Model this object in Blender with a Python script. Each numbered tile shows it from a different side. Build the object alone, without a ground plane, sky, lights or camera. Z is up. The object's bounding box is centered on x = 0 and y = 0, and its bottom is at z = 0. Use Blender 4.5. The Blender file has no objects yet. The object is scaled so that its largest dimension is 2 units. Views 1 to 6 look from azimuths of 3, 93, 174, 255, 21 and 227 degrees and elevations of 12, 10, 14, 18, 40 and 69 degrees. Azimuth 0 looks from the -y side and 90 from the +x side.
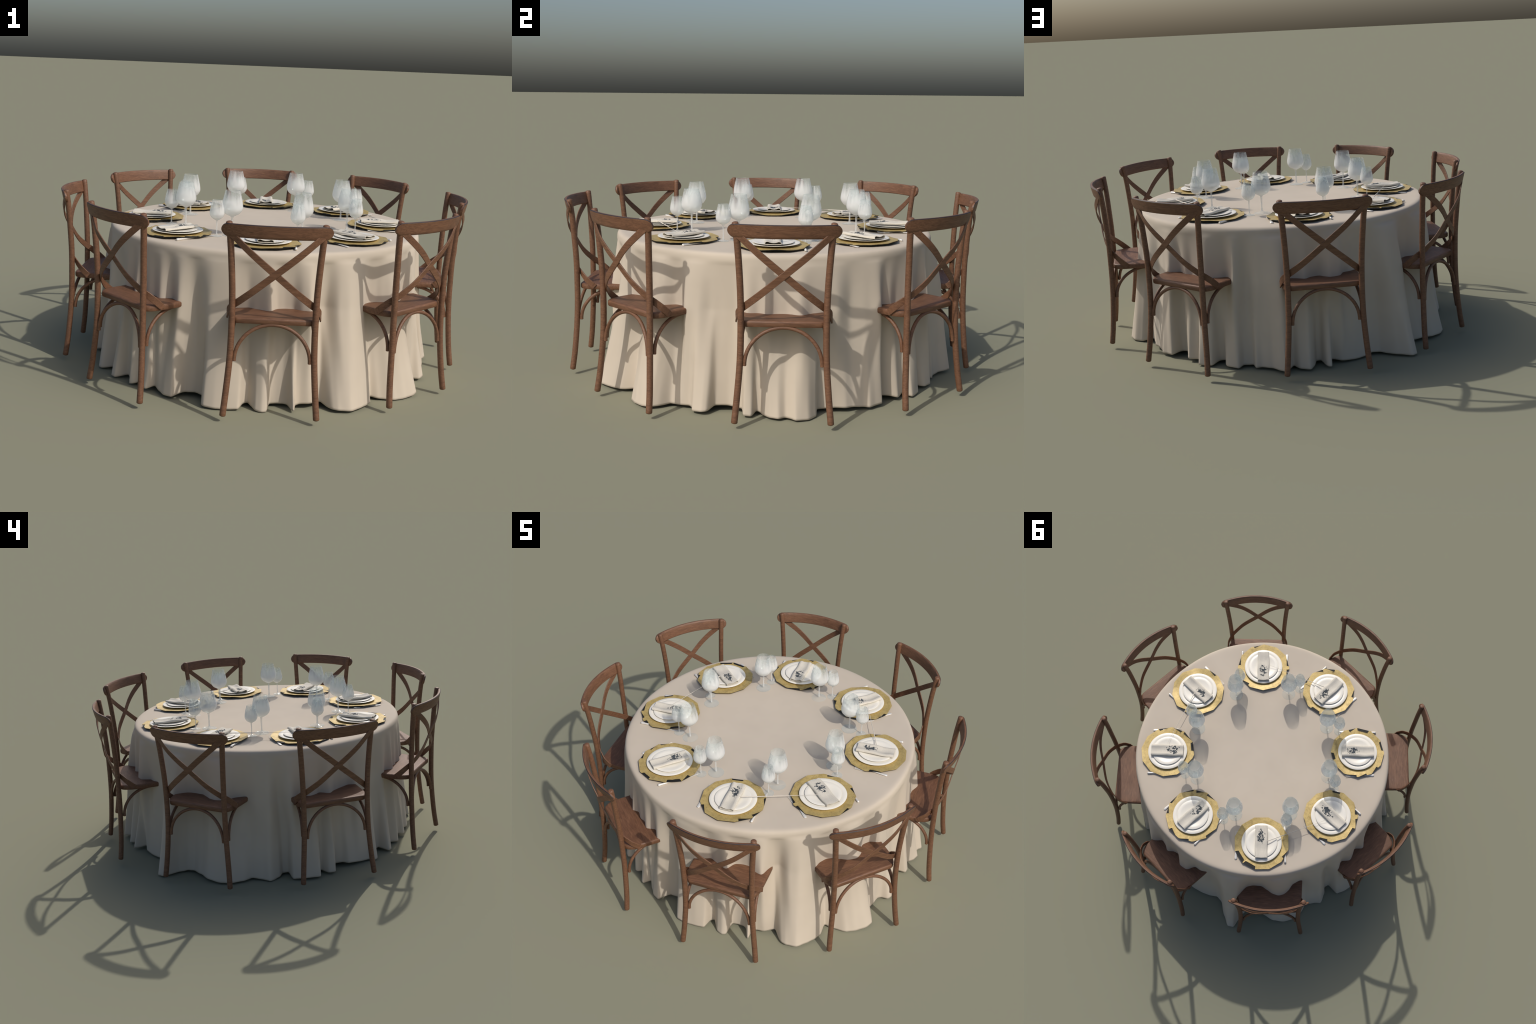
"""Round banquet table laid for eight: draped cloth, cross-back chairs, place settings."""
import bpy, bmesh, math, random
from math import sin, cos, pi, radians, sqrt, hypot
from mathutils import Vector, Matrix

SCN = bpy.context.scene.collection

# ------------------------------------------------------------------ helpers
def mesh_obj(name, verts, faces, mats, smooth=True, parent=None, mat_index=None, angle=None):
    me = bpy.data.meshes.new(name)
    me.from_pydata([tuple(v) for v in verts], [], faces)
    me.validate(); me.update()
    bm = bmesh.new(); bm.from_mesh(me)
    bmesh.ops.recalc_face_normals(bm, faces=bm.faces)
    bm.to_mesh(me); bm.free()
    for m in (mats if isinstance(mats, (list, tuple)) else [mats]):
        me.materials.append(m)
    if mat_index:
        for p, i in zip(me.polygons, mat_index):
            p.material_index = i
    for p in me.polygons:
        p.use_smooth = smooth
    if angle is not None:
        me.set_sharp_from_angle(angle=radians(angle))
    ob = bpy.data.objects.new(name, me)
    SCN.objects.link(ob)
    if parent: ob.parent = parent
    return ob

def catmull(pts, n):
    """Smooth curve through control points, n samples per span."""
    P = [Vector(p) for p in pts]
    P = [2*P[0]-P[1]] + P + [2*P[-1]-P[-2]]
    out = []
    for i in range(1, len(P)-2):
        a, b, c, d = P[i-1:i+3]
        for k in range(n):
            t = k/n
            out.append(0.5*((2*b)+(c-a)*t+(2*a-5*b+4*c-d)*t*t+(3*b-a-3*c+d)*t**3))
    out.append(P[-2])
    return out

def tube(path, radius, sides=16, dome=0.35):
    """Round rod along a path with slightly domed ends."""
    rf = radius if callable(radius) else (lambda t: radius)
    V, F = [], []
    n = len(path)
    ref = Vector((0, 1, 0)) if abs((path[-1]-path[0]).normalized().y) < 0.8 else Vector((1, 0, 0))
    rings = []
    for i, p in enumerate(path):
        T = (path[min(i+1, n-1)]-path[max(i-1, 0)]).normalized()
        A = (ref-T*ref.dot(T)).normalized(); B = T.cross(A)
        rings.append((p, A, B, rf(i/(n-1)), T))
    p, A, B, r, T = rings[0]; q, A2, B2, r2, T2 = rings[-1]
    rings = [(p-T*r*dome, A, B, r*0.55, T), (p-T*r*dome*0.55, A, B, r*0.86, T)] + rings + \
            [(q+T2*r2*dome*0.55, A2, B2, r2*0.86, T2), (q+T2*r2*dome, A2, B2, r2*0.55, T2)]
    for p, A, B, r, T in rings:
        for k in range(sides):
            a = 2*pi*k/sides
            V.append(p+A*cos(a)*r+B*sin(a)*r)
    m = len(rings)
    for i in range(m-1):
        for k in range(sides):
            k2 = (k+1) % sides
            F.append((i*sides+k, i*sides+k2, (i+1)*sides+k2, (i+1)*sides+k))
    F.append(tuple(range(sides-1, -1, -1))); F.append(tuple((m-1)*sides+k for k in range(sides)))
    return V, F

def loft(sections):
    """Closed cross-sections of equal length joined, ends capped."""
    V, F = [], []
    k = len(sections[0])
    for s in sections: V += [Vector(p) for p in s]
    for i in range(len(sections)-1):
        for j in range(k):
            j2 = (j+1) % k
            F.append((i*k+j, i*k+j2, (i+1)*k+j2, (i+1)*k+j))
    F.append(tuple(range(k-1, -1, -1))); F.append(tuple((len(sections)-1)*k+j for j in range(k)))
    return V, F

def lathe(profile, seg=56):
    V, F, rows = [], [], []
    for r, z in profile:
        if r < 1e-6:
            rows.append([len(V)]); V.append((0, 0, z))
        else:
            rows.append(list(range(len(V), len(V)+seg)))
            V += [(r*cos(2*pi*k/seg), r*sin(2*pi*k/seg), z) for k in range(seg)]
    for a, b in zip(rows, rows[1:]):
        for k in range(seg):
            k2 = (k+1) % seg
            if len(a) == 1 and len(b) == 1: continue
            if len(a) == 1: F.append((a[0], b[k2], b[k]))
            elif len(b) == 1: F.append((a[k], a[k2], b[0]))
            else: F.append((a[k], a[k2], b[k2], b[k]))
    return V, F

def empty(name, label, category):
    e = bpy.data.objects.new(name, None)
    e.empty_display_size = 0.05
    SCN.objects.link(e)
    e["label"] = label; e["category"] = category
    return e

def tag(o, label, category):
    o["label"] = label; o["category"] = category
    return o

# ------------------------------------------------------------------ materials
def material(name):
    m = bpy.data.materials.new(name); m.use_nodes = True
    nt = m.node_tree
    b = nt.nodes["Principled BSDF"]
    return m, nt, b

def node(nt, typ, **kw):
    n = nt.nodes.new(typ)
    for k, v in kw.items():
        if k in n.inputs.keys(): n.inputs[k].default_value = v
        else: setattr(n, k, v)
    return n

def ramp(nt, fac, stops):
    r = nt.nodes.new("ShaderNodeValToRGB")
    els = r.color_ramp.elements
    while len(els) < len(stops): els.new(0.5)
    for e, (p, c) in zip(els, stops):
        e.position = p; e.color = (*c, 1) if len(c) == 3 else c
    nt.links.new(fac, r.inputs["Fac"])
    return r.outputs["Color"]

def object_coords(nt, scale=(1, 1, 1), rot=(0, 0, 0)):
    tc = nt.nodes.new("ShaderNodeTexCoord")
    mp = nt.nodes.new("ShaderNodeMapping")
    mp.inputs["Scale"].default_value = scale; mp.inputs["Rotation"].default_value = rot
    nt.links.new(tc.outputs["Object"], mp.inputs["Vector"])
    return mp.outputs["Vector"]

def noise(nt, vec, scale, detail=4, rough=0.55, dist=0.0):
    n = node(nt, "ShaderNodeTexNoise", Scale=scale, Detail=detail, Roughness=rough, Distortion=dist)
    nt.links.new(vec, n.inputs["Vector"])
    return n.outputs["Fac"]

def mix_color(nt, fac, a, b, blend="MIX"):
    m = nt.nodes.new("ShaderNodeMix"); m.data_type = "RGBA"; m.blend_type = blend
    for sock, val in (("Factor", fac), ("A", a), ("B", b)):
        s = [i for i in m.inputs if i.name == sock and (i.type == "RGBA" or sock == "Factor" and i.type == "VALUE")][0]
        if hasattr(val, "is_linked"): nt.links.new(val, s)
        else: s.default_value = val if not isinstance(val, tuple) else (*val, 1)
    return [o for o in m.outputs if o.type == "RGBA"][0]

def math_node(nt, op, a, b=0.0, c=0.0, clamp=False):
    m = nt.nodes.new("ShaderNodeMath"); m.operation = op; m.use_clamp = clamp
    for i, v in enumerate((a, b, c)):
        if hasattr(v, "is_linked"): nt.links.new(v, m.inputs[i])
        else: m.inputs[i].default_value = v
    return m.outputs[0]

def bump(nt, height, strength, dist, bsdf):
    b = node(nt, "ShaderNodeBump", Strength=strength, Distance=dist)
    nt.links.new(height, b.inputs["Height"]); nt.links.new(b.outputs["Normal"], bsdf.inputs["Normal"])

def wood_material():
    m, nt, b = material("walnut_wood")
    wide = noise(nt, object_coords(nt, (5, 26, 40), (0, 0.12, 0.05)), 3.2, 5, 0.6, 0.9)
    fine = noise(nt, object_coords(nt, (9, 150, 170), (0, 0.10, 0.03)), 2.6, 3, 0.6, 0.4)
    base = ramp(nt, wide, [(0.28, (0.108, 0.049, 0.025)), (0.5, (0.158, 0.074, 0.038)), (0.72, (0.210, 0.103, 0.055))])
    grain = ramp(nt, fine, [(0.35, (0.78, 0.76, 0.75)), (0.62, (1.08, 1.08, 1.08))])
    nt.links.new(mix_color(nt, 1.0, base, grain, "MULTIPLY"), b.inputs["Base Color"])
    b.inputs["Roughness"].default_value = 0.55
    bump(nt, fine, 0.12, 0.001, b)
    return m

def plain_material(name, col, rough=0.5, metal=0.0, vary=0.06, scale=30):
    m, nt, b = material(name)
    n = noise(nt, object_coords(nt), scale, 3)
    lo = tuple(c*(1-vary) for c in col); hi = tuple(min(1, c*(1+vary)) for c in col)
    nt.links.new(ramp(nt, n, [(0.3, lo), (0.7, hi)]), b.inputs["Base Color"])
    b.inputs["Roughness"].default_value = rough; b.inputs["Metallic"].default_value = metal
    return m

def cloth_material():
    m, nt, b = material("linen_cloth")
    v = object_coords(nt)
    blot = noise(nt, v, 5.0, 3)
    weave = noise(nt, object_coords(nt, (220, 220, 220)), 4.0, 2)
    col = ramp(nt, blot, [(0.3, (0.533, 0.462, 0.374)), (0.7, (0.567, 0.494, 0.402))])
    nt.links.new(col, b.inputs["Base Color"])
    b.inputs["Roughness"].default_value = 0.9
    b.inputs["Specular IOR Level"].default_value = 0.15
    b.inputs["Sheen Weight"].default_value = 0.05
    bump(nt, weave, 0.06, 0.0008, b)
    return m

def gold_material():
    m, nt, b = material("gold_leaf")
    a = noise(nt, object_coords(nt), 34.0, 6, 0.65, 0.4)
    f = noise(nt, object_coords(nt), 190.0, 4, 0.7)
    col = ramp(nt, a, [(0.25, (0.32, 0.23, 0.078)), (0.5, (0.50, 0.37, 0.138)), (0.75, (0.61, 0.46, 0.185))])
    speck = ramp(nt, f, [(0.30, (0.55, 0.55, 0.58)), (0.46, (1, 1, 1))])
    nt.links.new(mix_color(nt, 1.0, col, speck, "MULTIPLY"), b.inputs["Base Color"])
    b.inputs["Metallic"].default_value = 0.20; b.inputs["Roughness"].default_value = 0.48
    bump(nt, a, 0.25, 0.002, b)
    return m

def napkin_material():
    """Oatmeal linen with a small dark ink sprig printed on the half nearest the table centre."""
    m, nt, b = material("printed_linen")
    threads = noise(nt, object_coords(nt, (600, 60, 60)), 1.0, 3)
    cross = noise(nt, object_coords(nt, (60, 700, 60)), 1.0, 3)
    base = mix_color(nt, 0.5, ramp(nt, threads, [(0.3, (0.54, 0.50, 0.425)), (0.7, (0.68, 0.635, 0.545))]),
                     ramp(nt, cross, [(0.3, (0.56, 0.52, 0.44)), (0.7, (0.67, 0.625, 0.535))]))
    tc = nt.nodes.new("ShaderNodeTexCoord"); sep = nt.nodes.new("ShaderNodeSeparateXYZ")
    nt.links.new(tc.outputs["Object"], sep.inputs[0])
    info = nt.nodes.new("ShaderNodeObjectInfo")
    shift = nt.nodes.new("ShaderNodeCombineXYZ")
    nt.links.new(math_node(nt, "MULTIPLY", info.outputs["Random"], 3.0), shift.inputs[2])
    add = node(nt, "ShaderNodeVectorMath", operation="ADD")
    nt.links.new(tc.outputs["Object"], add.inputs[0]); nt.links.new(shift.outputs[0], add.inputs[1])
    blot = noise(nt, add.outputs[0], 62.0, 1.5, 0.5, 1.4)
    # oval stamp: distance from its centre, in units of its half-axes
    ex = math_node(nt, "DIVIDE", math_node(nt, "SUBTRACT", sep.outputs[0], 0.000), 0.024)
    ey = math_node(nt, "DIVIDE", math_node(nt, "SUBTRACT", sep.outputs[1], 0.032), 0.040)
    d2 = math_node(nt, "ADD", math_node(nt, "MULTIPLY", ex, ex), math_node(nt, "MULTIPLY", ey, ey))
    edge = math_node(nt, "MULTIPLY_ADD", d2, -0.19, 0.135)
    top = math_node(nt, "GREATER_THAN", sep.outputs[2], 0.004)
    ink = math_node(nt, "MULTIPLY", math_node(nt, "GREATER_THAN", math_node(nt, "ADD", blot, edge), 0.545), top)
    nt.links.new(mix_color(nt, ink, base, (0.052, 0.062, 0.070)), b.inputs["Base Color"])
    b.inputs["Roughness"].default_value = 0.9
    bump(nt, threads, 0.15, 0.0006, b)
    return m

def glass_material(name, z_clear, z_milky, dense, clear):
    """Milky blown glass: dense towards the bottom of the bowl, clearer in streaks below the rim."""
    m, nt, b = material(name)
    b.inputs["Base Color"].default_value = (0.87, 0.865, 0.85, 1)
    b.inputs["Roughness"].default_value = 0.12
    b.inputs["IOR"].default_value = 1.5
    tc = nt.nodes.new("ShaderNodeTexCoord"); sep = nt.nodes.new("ShaderNodeSeparateXYZ")
    nt.links.new(tc.outputs["Object"], sep.inputs[0])
    flat = nt.nodes.new("ShaderNodeCombineXYZ")
    nt.links.new(sep.outputs[0], flat.inputs[0]); nt.links.new(sep.outputs[1], flat.inputs[1])
    unit = node(nt, "ShaderNodeVectorMath", operation="NORMALIZE")
    nt.links.new(flat.outputs[0], unit.inputs[0])
    streak = noise(nt, unit.outputs[0], 2.2, 0, 0.4)
    z = math_node(nt, "MULTIPLY_ADD", math_node(nt, "SUBTRACT", streak, 0.5), 0.11, sep.outputs[2])
    mr = node(nt, "ShaderNodeMapRange", interpolation_type="SMOOTHSTEP")
    nt.links.new(z, mr.inputs["Value"])
    mr.inputs["From Min"].default_value = z_milky; mr.inputs["From Max"].default_value = z_clear
    mr.inputs["To Min"].default_value = dense; mr.inputs["To Max"].default_value = clear
    lw = node(nt, "ShaderNodeLayerWeight", Blend=0.25)
    fac = math_node(nt, "MULTIPLY_ADD", lw.outputs["Facing"], 0.22, mr.outputs[0], clamp=True)
    tr = nt.nodes.new("ShaderNodeBsdfTransparent")
    tr.inputs["Color"].default_value = (0.96, 0.98, 0.98, 1)
    mx = nt.nodes.new("ShaderNodeMixShader")
    nt.links.new(fac, mx.inputs[0]); nt.links.new(tr.outputs[0], mx.inputs[1]); nt.links.new(b.outputs[0], mx.inputs[2])
    nt.links.new(mx.outputs[0], nt.nodes["Material Output"].inputs["Surface"])
    return m

WOOD = wood_material()
WOOD_EDGE = plain_material("dark_edge_line", (0.018, 0.014, 0.018), 0.6)
CLOTH = cloth_material()
GOLD = gold_material()
BLACK = plain_material("black_lacquer", (0.006, 0.006, 0.005), 0.7)
CHINA = plain_material("white_china", (0.84, 0.80, 0.705), 0.3, 0, 0.01)
SILVER = plain_material("silver_plate", (0.80, 0.77, 0.71), 0.38, 0.3, 0.05)
NAPKIN = napkin_material()
THREAD = plain_material("pale_cord", (0.66, 0.61, 0.53), 0.8)
GLASS_BIG = glass_material("milky_glass", 0.212, 0.138, 0.56, 0.10)
GLASS_SMALL = glass_material("milky_glass_small", 0.170, 0.110, 0.54, 0.11)
GLASS_CLEAR = glass_material("clear_glass", 0.2, 0.1, 0.12, 0.12)
GLASS_STEM = glass_material("stem_glass", 0.2, 0.1, 0.30, 0.30)
GLASS_INNER = glass_material("inner_glass", 0.2, 0.1, 0.03, 0.03)

# ------------------------------------------------------------------ tablecloth
TABLE_Z = 0.683

# ridges and furrows of the drape as it hangs: (degrees, radius); degrees run counter-clockwise
# seen from above, 0 on the -y axis. HEM at the floor, KNEE at seat height.
HEM = [
    (-178.9, .859), (-177, .816), (-176, .777), (-174.2, .777), (-173.3, .851), (-172, .858), (-170.5, .782), (-167, .805),
    (-162.4, .802), (-158.1, .796), (-154.4, .785), (-151.8, .802), (-148.4, .885), (-146, .942), (-143.7, .940), (-142.6, .896),
    (-141.5, .851), (-139, .816), (-136.5, .814), (-132.4, .841), (-128, .881), (-123.8, .896), (-120, .891), (-116, .861),
    (-113, .821), (-109, .832), (-106.5, .848), (-103, .806), (-101.6, .772), (-99.2, .772), (-98.5, .848), (-94.5, .863),
    (-92, .866), (-88.8, .868), (-87.1, .796), (-84.7, .841), (-82.4, .846), (-80.5, .772), (-77, .782), (-75, .806),
    (-69, .814), (-66, .816), (-64.5, .844), (-62.6, .841), (-60, .775), (-55.3, .767), (-54.5, .832), (-52, .828),
    (-50.5, .767), (-48, .777), (-44.1, .816), (-42.9, .811), (-41.5, .782), (-38.5, .791), (-37.3, .819), (-35.6, .821),
    (-34.8, .777), (-31.2, .801), (-28.4, .818), (-25.5, .819), (-24.4, .782), (-23.5, .754), (-20, .740), (-16.2, .757),
    (-15, .831), (-14, .844), (-11, .844), (-7.6, .835), (-3.4, .826), (-2.6, .777), (-1.2, .765), (0.3, .796), (1.5, .821),
    (3.5, .831), (5.1, .824), (5.8, .757), (8, .757), (10.3, .762), (11.8, .777), (12.4, .826), (13.1, .844), (13.9, .791),
    (15.5, .784), (18.5, .792), (22.8, .778), (23.7, .831), (24.5, .858), (26, .874), (29.3, .891), (32.5, .878), (35.3, .866),
    (38, .848), (41.5, .792), (43.6, .822), (47.5, .871), (50.8, .889), (54.2, .900), (56.7, .895), (58, .871), (60, .811),
    (62.3, .806), (66.3, .796), (67.6, .806), (68.8, .838), (70, .842), (72, .845), (73.5, .835), (74.3, .775), (78.6, .758),
    (83.3, .768), (84.2, .824), (86.8, .826), (87.8, .777), (88.9, .786), (90, .811), (92.4, .841), (94.5, .854), (96.6, .836),
    (97.8, .846), (99.2, .868), (102.8, .859), (105.7, .826), (107.2, .765), (112.2, .782), (116, .800), (118.4, .797),
    (121.9, .806), (123.6, .822), (126, .816), (129, .816), (129.7, .757), (131.8, .747), (133.5, .767), (136.5, .806),
    (140, .787), (140.8, .777), (142, .828), (147.4, .818), (148.2, .762), (150.1, .752), (152.2, .806), (153, .814),
    (157.3, .821), (158.2, .785), (161.7, .778), (163, .810), (165, .806), (168.7, .824), (172, .868), (173.5, .883),
    (174.7, .836), (175.8, .806), (178, .841)]
KNEE = [
    (-178.8, .793), (-176.5, .765), (-173.4, .756), (-170.5, .804), (-166.8, .803), (-164.5, .758), (-161.5, .763), (-157, .745),
    (-153, .765), (-148, .828), (-142.1, .838), (-140.6, .798), (-138.9, .768), (-136, .758), (-132.5, .759), (-130, .783),
    (-127.8, .809), (-125.4, .824), (-123.2, .820), (-121.2, .804), (-118.7, .770), (-115.3, .760), (-110, .782), (-106, .792),
    (-102, .745), (-97.5, .803), (-94.1, .769), (-90.6, .800), (-88, .785), (-85.8, .765), (-82.9, .805), (-79.9, .774),
    (-77, .760), (-72.1, .749), (-69.8, .779), (-64, .790), (-60, .752), (-57, .755), (-51.6, .774), (-48, .755), (-44.6, .789),
    (-42.5, .761), (-38.6, .773), (-36.5, .764), (-32.9, .784), (-29.7, .749), (-25.3, .786), (-20.5, .740), (-14, .785),
    (-7.5, .779), (-4.2, .754), (-2.2, .738), (0.5, .755), (4.9, .783), (7.2, .738), (10, .733), (12.8, .738), (15.5, .778),
    (18, .798), (20.5, .754), (22.5, .728), (24.6, .728), (27.5, .783), (31, .798), (37.1, .776), (39.6, .749), (42.5, .737), (44.9, .743),
    (47.1, .764), (50, .791), (52.9, .801), (55.2, .789), (58.8, .743), (62, .750), (64.8, .794), (69, .784), (72.5, .757), (76, .748),
    (80.5, .742), (84.8, .780), (88, .765), (91.3, .780), (94, .768), (97, .771), (101.2, .802), (105, .780), (109.5, .776),
    (113, .785), (118, .757), (124, .776), (128.6, .795), (130.5, .765), (131.5, .748), (134.6, .764), (137.9, .756),
    (141.1, .765), (145, .788), (150.1, .765), (152.7, .745), (156.3, .798), (160, .752), (165, .788), (173.1, .824),
    (174.7, .799), (175.7, .772), (178.6, .776)]

def sstep(a, b, x):
    t = max(0.0, min(1.0, (x-a)/(b-a)))
    return t*t*(3-2*t)

def ring_through(nodes, n):
    """Closed radius profile easing from ridge to furrow through the given nodes."""
    nodes = sorted(nodes)
    nodes = [(nodes[-1][0]-360, nodes[-1][1])]+nodes+[(nodes[0][0]+360, nodes[0][1])]
    out, j = [], 0
    for i in range(n):
        a = -180+360*i/n
        while nodes[j+1][0] <= a: j += 1
        (a0, r0), (a1, r1) = nodes[j], nodes[j+1]
        t = (a-a0)/(a1-a0)
        t = 0.5*t+0.5*t*t*(3-2*t)
        out.append(r0+(r1-r0)*t)
    return out

def build_tablecloth():
    NA = 1440
    rnd = random.Random(4)
    ph = [rnd.uniform(0, 2*pi) for _ in range(24)]
    def blur(src, sig_deg):
        s = sig_deg*NA/360
        n = int(3*s)+1
        k = [math.exp(-0.5*(j/s)**2) for j in range(-n, n+1)]; S = sum(k)
        return [sum(src[(i+j) % NA]*k[j+n] for j in range(-n, n+1))/S for i in range(NA)]
    hem = blur(ring_through(HEM, NA), 0.28)
    low = blur(hem, 0.9)
    knee = blur(ring_through(KNEE, NA), 0.55)
    knee_soft = blur(knee, 1.6)
    V, F = [], []
    # flat top with a tight rolled edge, then the drape
    shoulder = [(0.10, .683), (0.25, .683), (0.40, .683), (0.52, .683), (0.60, .683), (0.66, .683), (0.70, .683), (0.727, .683),
                (0.740, .6825), (0.749, .6810), (0.7555, .678), (0.7600, .673), (0.7628, .666), (0.7642, .657)]
    RIM, ZTOP, ZKNEE = 0.7648, 0.645, 0.439
    ND = 72
    V.append((0, 0, TABLE_Z))
    rows = []
    def ripple(a): return -0.0035*cos(a-radians(42))+0.0014*sin(a*5+ph[2])+0.0010*sin(a*11+ph[3])
    for r, z in shoulder:
        row = []
        for i in range(NA):
            a = radians(-180+360*i/NA)
            u = sstep(0.70, RIM, r)
            rr = r + u*ripple(a)
            zz = z + (1-u)*0.0007*(sin(a*3+r*22+ph[5])+sin(a*5-r*31+ph[6]))
            row.append(len(V)); V.append((rr*sin(a), -rr*cos(a), zz))
        rows.append(row)
    for j in range(ND+1):
        t = j/ND
        row = []
        for i in range(NA):
            a = radians(-180+360*i/NA)
            out = sstep(0.765, 0.835, hem[i])
            hz = 0.018-0.009*out + 0.004*sin(a*7+ph[7])+0.003*sin(a*19+ph[9])
            hz -= 0.009*math.exp(-((a-radians(3.5))/0.05)**2)
            z = ZTOP*(1-t)+hz*t
            if z > ZKNEE:
                s = (ZTOP-z)/(ZTOP-ZKNEE)
                mid = knee_soft[i]*(1-s)+knee[i]*s
                rr = RIM+ripple(a)*(1-s)+(mid-RIM)*s**0.55
            else:
                s = (ZKNEE-z)/(ZKNEE-hz)
                end = low[i]*(1-s)+hem[i]*s
                rr = knee[i]+(end-knee[i])*(s**1.05)
            az = a + radians(0.35)*sin(z*14+a*9+ph[12])*t*(1-t)*2
            row.append(len(V)); V.append((rr*sin(az), -rr*cos(az), max(0.0, z)))
        rows.append(row)
    for i in range(NA):
        F.append((0, rows[0][i], rows[0][(i+1) % NA]))
    for a, b in zip(rows, rows[1:]):
        for i in range(NA):
            i2 = (i+1) % NA
            F.append((a[i], b[i], b[i2], a[i2]))
    ob = mesh_obj("tablecloth", V, F, CLOTH)
    sm = ob.modifiers.new("thickness", "SOLIDIFY"); sm.thickness = 0.002; sm.offset = -1
    tag(ob, "long beige linen tablecloth draped in soft folds", "tablecloth")
    return ob

build_tablecloth()

def build_table():
    e = empty("dining_table", "round wooden table hidden beneath a cloth", "table")
    V, F = lathe([(0, .645), (.70, .645), (.715, .650), (.718, .660), (.712, .672), (.69, .6765), (0, .6765)], 96)
    mesh_obj("tabletop", V, F, WOOD, parent=e, angle=40)
    V, F = lathe([(0, .645), (.09, .645), (.06, .60), (.05, .3), (.06, .1), (.28, .035), (.30, .01), (0, .01)], 40)
    mesh_obj("pedestal", V, F, WOOD, parent=e, angle=40)

build_table()

# ------------------------------------------------------------------ chairs
CHAIR_Y = -0.80          # chair origin on the chair's own centre line

def cp(x, y, z):         # table-side measurements to chair coordinates
    return Vector((x, y-CHAIR_Y, z))

POST = [(.1944, -.9500, .027), (.1856, -.9380, .12), (.1753, -.9277, .25), (.1717, -.9233, .35), (.1712, -.9223, .45),
        (.1730, -.9230, .55), (.1778, -.9275, .65), (.1848, -.9335, .75), (.1935, -.9426, .839)]

def post_mesh(side):
    path = catmull([cp(side*x, y, z) for x, y, z in POST], 7)
    return tube(path, 0.0136, 18)

def rail_mesh():
    secs, midx = [], []
    XE, HH, TH = 0.2235, 0.0280, 0.0076
    n = 64
    xs = [-XE*cos(pi*i/n) for i in range(n+1)]
    xs[0], xs[-1] = -XE+0.0008, XE-0.0008
    prof = [(-1, -.62), (-1, .62), (-.9, .86), (-.55, 1), (.55, 1), (.97, .90), (1, .72), (1, -.62), (.9, -.88), (.5, -1), (-.5, -1), (-.9, -.88)]
    for x in xs:
        over = max(0.0, (abs(x)-(XE-HH))/HH)
        h = HH*sqrt(max(0.002, 1-over*over))
        y = -0.9908+0.0508*(x/XE)**2
        zc = 0.811-0.002*(x/XE)**2
        slope = 2*0.0508*x/XE**2
        nv = Vector((slope, -1, 0)).normalized()
        tk = TH*(1-0.25*over*over)
        s = []
        for pn, pz in prof:      # pn: 1 = outer face, -1 = table side
            s.append(cp(x, y, zc+pz*h)+nv*(pn*tk+0.0060*pz*h/HH-0.0035))
        secs.append(s)
    V, F = loft(secs)
    k = len(prof)
    mi = []
    for i in range(len(secs)-1):
        for j in range(k):
            mi.append(1 if j == 4 else 0)
    mi += [0, 0]
    return V, F, mi

STRIP = [(-.186, -.953, .797), (-.115, -.974, .735), (-.060, -.976, .688), (0, -.966, .636), (.087, -.952, .562),
         (.142, -.926, .514), (.168, -.904, .490), (.188, -.878, .464), (.1935, -.852, .440), (.193, -.838, .428)]

def strip_mesh(side):
    path = catmull([cp(side*x, y+(0.0025 if side > 0 else -0.0005), z) for x, y, z in STRIP], 8)
    W, T = 0.0142, 0.0026
    secs = []
    for i, p in enumerate(path):
        t = (path[min(i+1, len(path)-1)]-path[max(i-1, 0)]).normalized()
        nrm = Vector((t.y, -t.x, 0)).normalized()
        w = nrm.cross(t).normalized()
        if w.z < 0: w = -w
        lean = 0.20 if abs(p.x) < .17 else 0.08
        w = (w+nrm*(lean if nrm.y < 0 else -lean)).normalized(); nrm = t.cross(w).normalized()
        secs.append([p+w*W*a+nrm*T*b for a, b in ((-1, -.5), (-1, .5), (-.9, 1), (.9, 1), (1, .5), (1, -.5), (.9, -1), (-.9, -1))])
    return loft(secs)

def seat_mesh():
    half = [(.150, -.911), (.163, -.905), (.176, -.890), (.185, -.868), (.1895, -.842), (.1915, -.78), (.192, -.70),
            (.188, -.62), (.178, -.565), (.155, -.538), (.11, -.527), (.05, -.523)]
    c = catmull([(x, y, 0) for x, y in half], 4)
    out = [(p.x, p.y) for p in c]
    outline = out + [(-x, y) for x, y in reversed(out)]
    cx, cy = 0, -0.72
    V, F = [], []
    # rings: underside, rounded side, top, dished middle
    levels = [(0.94, .414), (0.985, .4145), (1.0, .419), (1.0, .432), (0.993, .4365), (0.972, .4395), (0.93, .440), (0.7, .4375), (0.4, .4355)]
    m = len(outline)
    for s, z in levels:
        for x, y in outline:
            dx, dy = x-cx, y-cy
            if s > 0.9:
                L = hypot(dx, dy); inset = (1-s)*0.19
                q = (L-inset)/L
            else: q = s
            V.append(cp(cx+dx*q, cy+dy*q, z))
    for i in range(len(levels)-1):
        for k in range(m):
            k2 = (k+1) % m
            F.append((i*m+k, i*m+k2, (i+1)*m+k2, (i+1)*m+k))
    F.append(tuple(range(m))); F.append(tuple((len(levels)-1)*m+k for k in range(m)))
    return V, F

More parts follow.
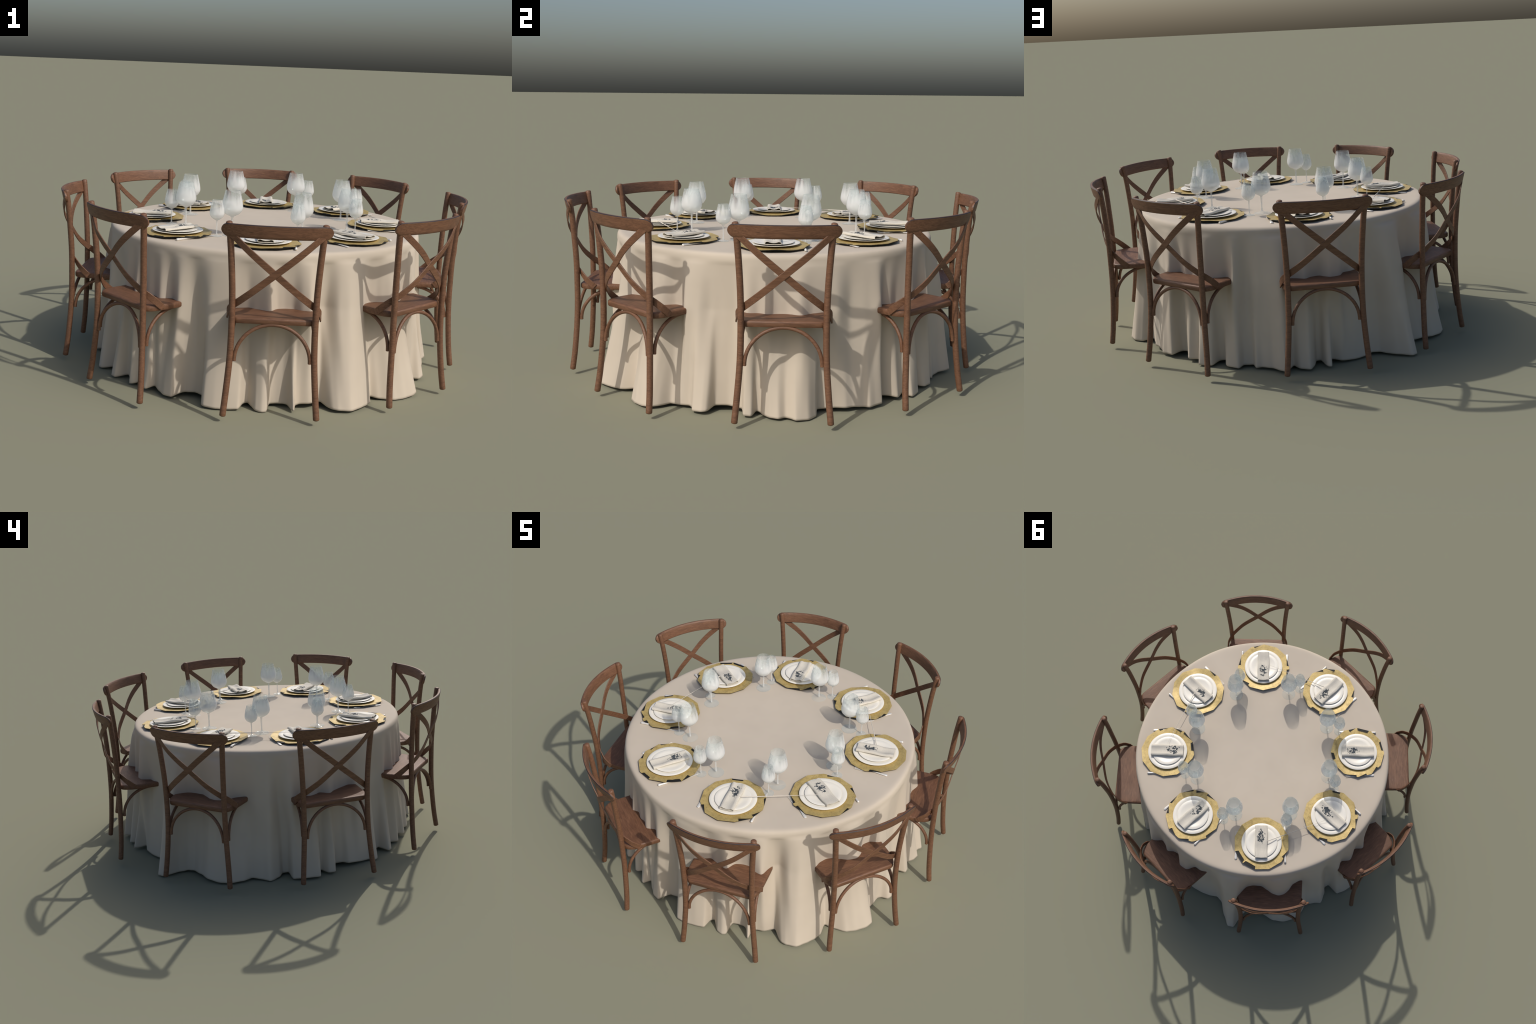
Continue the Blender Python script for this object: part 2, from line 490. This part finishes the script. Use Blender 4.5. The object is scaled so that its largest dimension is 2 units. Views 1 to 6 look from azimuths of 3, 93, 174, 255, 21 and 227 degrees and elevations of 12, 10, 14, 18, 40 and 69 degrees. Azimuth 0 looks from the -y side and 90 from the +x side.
def arch_mesh(a, b, lift, lean):
    """Bentwood hoop: from foot a up to under the seat and down to foot b."""
    a, b = Vector(a), Vector(b)
    pts = []
    n = 40
    for i in range(n+1):
        th = pi*i/n
        u = 0.5-0.5*cos(th)
        s = abs(sin(th))**0.95
        p = a.lerp(b, u)+lean*(s*s); p.z += lift*s
        pts.append(p)
    return tube(pts, 0.0080, 12, 0.2)

def front_leg_mesh(side):
    path = catmull([cp(side*.172, -.548, .027), cp(side*.168, -.556, .15), cp(side*.165, -.560, .30), cp(side*.165, -.560, .416)], 6)
    return tube(path, 0.0125, 16)

def chair_parts():
    parts = []
    for s in (-1, 1):
        V, F = post_mesh(s); parts.append(mesh_obj("back_post", V, F, WOOD, angle=50))
    for s in (-1, 1):
        V, F = front_leg_mesh(s); parts.append(mesh_obj("front_leg", V, F, WOOD, angle=50))
    V, F = seat_mesh(); parts.append(mesh_obj("seat", V, F, WOOD, angle=35))
    V, F, mi = rail_mesh()
    me = mesh_obj("top_rail", V, F, [WOOD, WOOD_EDGE], angle=40, mat_index=mi); parts.append(me)
    for s in (-1, 1):
        V, F = strip_mesh(s); parts.append(mesh_obj("cross_strip", V, F, WOOD, angle=35))
    hoops = [(cp(-.156, -.925, .259), cp(.156, -.925, .259)), (cp(-.150, -.562, .262), cp(.150, -.562, .262)),
             (cp(-.176, -.905, .267), cp(-.172, -.575, .267)), (cp(.176, -.905, .267), cp(.172, -.575, .267))]
    for i, (a, b) in enumerate(hoops):
        V, F = arch_mesh(a, b, .1525 if i < 2 else .146, Vector(((0, .022, 0), (0, -.015, 0), (.012, 0, 0), (-.012, 0, 0))[i]))
        parts.append(mesh_obj("arch_brace", V, F, WOOD, angle=50))
    return parts

CHAIR_PARTS = chair_parts()
for k in range(8):
    e = empty("dining_chair", "brown wooden cross-back bistro chair with curved rail", "chair")
    yaw = radians(1.3)
    p = Vector((.0663, 0, 0))+Matrix.Rotation(yaw, 3, 'Z') @ Vector((0, CHAIR_Y, 0))
    R = Matrix.Rotation(radians(45*k), 3, 'Z')
    e.location = R @ p
    e.rotation_euler = (0, 0, radians(45*k)+yaw)
    for part in CHAIR_PARTS:
        o = part if k == 0 else part.copy()
        if k: SCN.objects.link(o)
        o.parent = e

# ------------------------------------------------------------------ place settings
PLACE_R, PLACE_AZ = 0.570, 2.65

def place_matrix(k):
    a = radians(45*k+PLACE_AZ)
    return Matrix.Translation((PLACE_R*sin(a), -PLACE_R*cos(a), 0)) @ Matrix.Rotation(a, 4, 'Z')

def polygon_radius(th, n, phase, r):
    d = ((th-phase) % (2*pi/n))-pi/n
    return r*cos(pi/n)/cos(d)

def charger_parts(seed):
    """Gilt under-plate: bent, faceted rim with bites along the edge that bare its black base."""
    rnd = random.Random(seed)
    N, sides = 360, 12
    phase = rnd.uniform(0, 2*pi)
    waves = [(rnd.choice((2, 3, 5)), rnd.uniform(0, 2*pi), rnd.uniform(.0008, .0018)) for _ in range(3)]
    bites = []
    for s in range(sides):
        if rnd.random() < 0.40:
            t0 = rnd.uniform(0.0, 0.3); t1 = min(1.0, t0+rnd.uniform(0.55, 1.0))
            bites.append((s, t0, t1, rnd.uniform(.010, .018), rnd.choice((-1, -1, 0, 1, 1))))
    def outline(th, inner):
        r = polygon_radius(th, sides, phase, 0.1605)
        if inner:
            u = ((th-phase) % (2*pi))/(2*pi/sides); s = int(u) % sides; t = u-int(u)
            for bs, t0, t1, dep, lean in bites:
                if bs == s and t0 <= t <= t1:
                    q = (t-t0)/(t1-t0)
                    r -= dep*(1.0 if lean == 0 else (q if lean > 0 else 1-q))
        return r
    def wave(th): return sum(a*sin(n*th+p) for n, p, a in waves)
    V, F, mi = [], [], []
    def ring(f, z):
        i0 = len(V)
        for k in range(N):
            th = 2*pi*k/N
            r, zz = f(th), z(th)
            V.append((r*cos(th), r*sin(th), zz))
        return list(range(i0, i0+N))
    def bridge(a, b, m):
        for k in range(N):
            k2 = (k+1) % N
            F.append((a[k], a[k2], b[k2], b[k])); mi.append(m)
    # gilt face
    zc = .6935
    V.append((0, 0, zc)); c = 0
    g0 = ring(lambda t: .105, lambda t: zc)
    for k in range(N): F.append((c, g0[k], g0[(k+1) % N])); mi.append(0)
    g1 = ring(lambda t: .122, lambda t: zc+.0006+wave(t)*.3)
    g2 = ring(lambda t: .138, lambda t: zc+.0022+wave(t)*.7)
    g3 = ring(lambda t: outline(t, True), lambda t: zc+.0030+wave(t))
    g4 = ring(lambda t: outline(t, True)-.0004, lambda t: zc+.0012+wave(t))
    bridge(g0, g1, 0); bridge(g1, g2, 0); bridge(g2, g3, 0); bridge(g3, g4, 0)
    # black base
    b0 = ring(lambda t: outline(t, False)-.024, lambda t: zc+.0004+wave(t)*.7)
    b1 = ring(lambda t: outline(t, False)-.0006, lambda t: zc+.0012+wave(t))
    b2 = ring(lambda t: outline(t, False)-.002, lambda t: zc-.0022+wave(t))
    b3 = ring(lambda t: .128, lambda t: .6865)
    b4 = ring(lambda t: .112, lambda t: TABLE_Z+.0012)
    bridge(b0, b1, 1); bridge(b1, b2, 1); bridge(b2, b3, 1); bridge(b3, b4, 1)
    V.append((0, 0, TABLE_Z+.0012)); c = len(V)-1
    for k in range(N): F.append((c, b4[k], b4[(k+1) % N])); mi.append(1)
    gv = [f for f, m in zip(F, mi) if m == 0]; bv = [f for f, m in zip(F, mi) if m == 1]
    return V, gv, bv

def sub_mesh(name, V, F, mat, angle=25):
    used = sorted({i for f in F for i in f}); idx = {o: n for n, o in enumerate(used)}
    return mesh_obj(name, [V[i] for i in used], [tuple(idx[i] for i in f) for f in F], mat, angle=angle)

DINNER = [(0, .6945), (.060, .6945), (.062, .6952), (.080, .6975), (.1155, .7035), (.1165, .7045), (.1155, .7053), (.098, .7030),
          (.082, .7005), (.070, .6985), (0, .6982)]
SALAD = [(0, .6990), (.045, .6990), (.048, .6998), (.062, .7022), (.0885, .7070), (.0900, .7079), (.0888, .7086), (.070, .7060),
         (.056, .7036), (.044, .7024), (0, .7020)]

def napkin_mesh():
    """Folded linen band: a flattened sleeve pinched along the middle, loops open at both ends."""
    hw, hl, th = .0355, .0960, .0016
    n = 48
    def section(off, y):
        s = []
        for i in range(n):
            a = 2*pi*i/n
            x = (hw-off)*math.copysign(abs(cos(a))**0.45, cos(a))
            u = abs(x)/hw
            top = .0075+.0060*sstep(0.15, 0.75, u)
            sag = .0016*sin(y*38+x*20)+.0012*sin(y*71+1.3)
            h = math.copysign(abs(sin(a))**0.55, sin(a))
            if h >= 0: z = .0045+(top-.0045-off)*h+sag*h
            else: z = .0045+(.0045-off)*h
            s.append((x+0.0012*sin(y*45), y, z))
        return s
    ny = 36
    V, F = [], []
    for off in (0.0, th):
        for j in range(ny+1):
            y = -hl+2*hl*j/ny
            V += section(off, y)
    R = (ny+1)*n
    for j in range(ny):
        for i in range(n):
            i2 = (i+1) % n
            F.append((j*n+i, j*n+i2, (j+1)*n+i2, (j+1)*n+i))
            F.append((R+j*n+i, R+(j+1)*n+i, R+(j+1)*n+i2, R+j*n+i2))
    for i in range(n):
        i2 = (i+1) % n
        F.append((i, R+i, R+i2, i2)); j = ny*n
        F.append((j+i, j+i2, R+j+i2, R+j+i))
    return V, F

def ellipse(p, rx, rz, n=12):
    return [(p[0]+rx*cos(2*pi*i/n), p[1], p[2]+rz*sin(2*pi*i/n)) for i in range(n)]

def fork_meshes():
    z0 = TABLE_Z+.0030
    ctl = [(-.096, .0020, .0012, 0), (-.094, .0066, .0020, 0), (-.086, .0080, .0024, .0005), (-.060, .0054, .0022, .002), (-.030, .0022, .0019, .004),
           (-.005, .0020, .0018, .004), (.008, .0030, .0016, .003), (.018, .0078, .0013, .0012), (.030, .0092, .0012, .0004), (.038, .0088, .0011, .0008)]
    V, F = loft([ellipse((0, y, z0+dz), rx, rz) for y, rx, rz, dz in ctl])
    parts = [("handle", V, F)]
    V2, F2 = [], []
    for i in range(4):
        x = (i-1.5)*.0050
        secs = [ellipse((x*(1-.1*t), .036+.038*t, z0+.0008+.003*t*t), .0014*(1-.45*t), .0010*(1-.3*t), 8) for t in (0, .3, .6, .85, 1)]
        v, f = loft(secs); o = len(V2); V2 += v; F2 += [tuple(o+q for q in g) for g in f]
    parts.append(("tines", V2, F2))
    return parts

def knife_meshes():
    z0 = TABLE_Z+.0062
    ctl = [(-.1165, .0018, .0018), (-.1150, .0048, .0046), (-.1110, .0063, .0060), (-.105, .0060, .0056), (-.085, .0050, .0046),
           (-.050, .0044, .0040), (-.020, .0042, .0036), (-.015, .0030, .0026)]
    h = loft([ellipse((0, y, z0-.0006), rx, rz) for y, rx, rz in ctl])
    ctl = [(-.017, .0030, .0014), (-.008, .0060, .0011), (.040, .0072, .0009), (.085, .0068, .0009), (.100, .0045, .0008), (.106, .0012, .0006)]
    b = loft([ellipse((.0010, y, z0-.0030), rx, rz) for y, rx, rz in ctl])
    return [("handle", *h), ("blade", *b)]

chargers = []
dinner0 = salad0 = None
Vn, Fn = napkin_mesh()
napkin_src = mesh_obj("napkin", Vn, Fn, NAPKIN, angle=60)
dinner_src = mesh_obj("dinner_plate", *lathe(DINNER, 72), CHINA, angle=50)
salad_src = mesh_obj("salad_plate", *lathe(SALAD, 72), CHINA, angle=50)
fork_src = [mesh_obj(n, v, f, SILVER, angle=50) for n, v, f in fork_meshes()]
knife_src = [mesh_obj(n, v, f, SILVER, angle=50) for n, v, f in knife_meshes()]
rnd = random.Random(21)

def use(src, first):
    if first: return src
    o = src.copy(); SCN.objects.link(o); return o

for k in range(8):
    M = place_matrix(k)
    e = empty("charger_plate", "gold leaf charger plate with bent faceted rim", "plate")
    e.matrix_world = M
    V, g, b = charger_parts(100+k)
    sub_mesh("gilt_face", V, g, GOLD).parent = e
    sub_mesh("black_base", V, b, BLACK).parent = e
    o = use(dinner_src, k == 0); o.matrix_world = M; tag(o, "plain white round china dinner plate", "plate")
    o = use(salad_src, k == 0); o.matrix_world = M; tag(o, "smaller white round china salad plate", "plate")
    o = use(napkin_src, k == 0)
    o.matrix_world = M @ Matrix.Translation((rnd.uniform(-.002, .002), rnd.uniform(-.002, .003), .7078)) @ Matrix.Rotation(radians(rnd.uniform(-1.5, 1.5)), 4, 'Z')
    tag(o, "folded oatmeal linen napkin with dark print", "napkin")
    e = empty("table_fork", "slim silver dinner fork with four tines", "fork")
    e.matrix_world = M @ Matrix.Translation((-.146, 0, 0)) @ Matrix.Rotation(radians(rnd.uniform(-2, 2)), 4, 'Z')
    for s in fork_src: use(s, k == 0).parent = e
    e = empty("table_knife", "silver table knife with round ended handle", "knife")
    e.matrix_world = M @ Matrix.Translation((.134, 0, 0)) @ Matrix.Rotation(radians(rnd.uniform(-2, 2)), 4, 'Z')
    for s in knife_src: use(s, k == 0).parent = e

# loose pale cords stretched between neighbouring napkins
for k in (0, 2, 5):
    a = place_matrix(k) @ Vector((.031, .004, .7185)); b = place_matrix(k+1) @ Vector((-.030, -.008, .7165))
    path = [a.lerp(b, i/24) for i in range(25)]
    for i, p in enumerate(path): p.z += -.0006*sin(pi*i/24)
    V, F = tube(path, lambda t: .0020*(1-t)**1.3+.0006, 8, 0.1)
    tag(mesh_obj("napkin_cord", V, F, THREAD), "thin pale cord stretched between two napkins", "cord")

# ------------------------------------------------------------------ glasses
def glass_meshes(foot, stem, bowl, wall):
    out = []
    V, F = lathe(foot, 48); out.append(("foot", V, F))
    V, F = lathe(stem, 24); out.append(("stem", V, F))
    outer = catmull([(r, 0, z) for r, z in bowl], 5)
    prof = [(p.x, p.z) for p in outer]
    inner = [(max(0.0, r-wall), z+(wall*1.5 if i == 0 else wall*0.6 if r < prof[-1][0] and i < len(prof)*0.4 else 0)) for i, (r, z) in enumerate(prof)]
    full = [(0, prof[0][1])] + prof + [(prof[-1][0]-wall*.5, prof[-1][1]+wall*.5)] + list(reversed(inner)) + [(0, inner[0][1])]
    V, F = lathe(full, 48)
    skin = len(prof)+1
    out.append(("bowl", V, F, skin*48))      # faces built before this index belong to the outer skin
    return out

BIG = glass_meshes([(0, .0005), (.040, .0005), (.0408, .0014), (.038, .0024), (.016, .0055), (.0060, .0120), (0, .0120)],
                   [(0, .0118), (.0050, .0119), (.0038, .030), (.0040, .055), (.0050, .080), (.0075, .0885), (0, .0890)],
                   [(.007, .0880), (.019, .0935), (.034, .1025), (.0445, .116), (.0487, .130), (.0472, .150), (.0430, .172), (.0388, .191), (.0348, .2085)], .0011)
SMALL = glass_meshes([(0, .0005), (.0265, .0005), (.0273, .0013), (.025, .0022), (.011, .0045), (.0045, .0100), (0, .0100)],
                     [(0, .0098), (.0036, .0099), (.0026, .025), (.0027, .050), (.0036, .068), (.0055, .0745), (0, .0750)],
                     [(.005, .0740), (.014, .0785), (.025, .0865), (.0320, .098), (.0340, .108), (.0324, .125), (.0290, .142), (.0256, .156), (.0225, .1680)], .0010)
def glass_sources(meshes, bowl_mat):
    obs = []
    for n, v, f, *skin in meshes:
        if skin:
            obs.append(mesh_obj(n, v, f, [bowl_mat, GLASS_INNER], angle=60, mat_index=[0 if i < skin[0] else 1 for i in range(len(f))]))
        else:
            obs.append(mesh_obj(n, v, f, GLASS_STEM if n == "stem" else GLASS_CLEAR, angle=60))
    return obs
big_src, small_src = glass_sources(BIG, GLASS_BIG), glass_sources(SMALL, GLASS_SMALL)
for k in range(8):
    for name, label, src, az, r in (("wine_glass", "large milky stemmed wine glass with rounded bowl", big_src, 25.9, .422),
                                    ("water_glass", "small milky stemmed glass with narrow bowl", small_src, 19.9, .481)):
        e = empty(name, label, "glass")
        a = radians(az+45*k)
        e.location = (r*sin(a), -r*cos(a), TABLE_Z)
        e.rotation_euler = (0, 0, a+0.7*k)
        for s in src: use(s, k == 0).parent = e
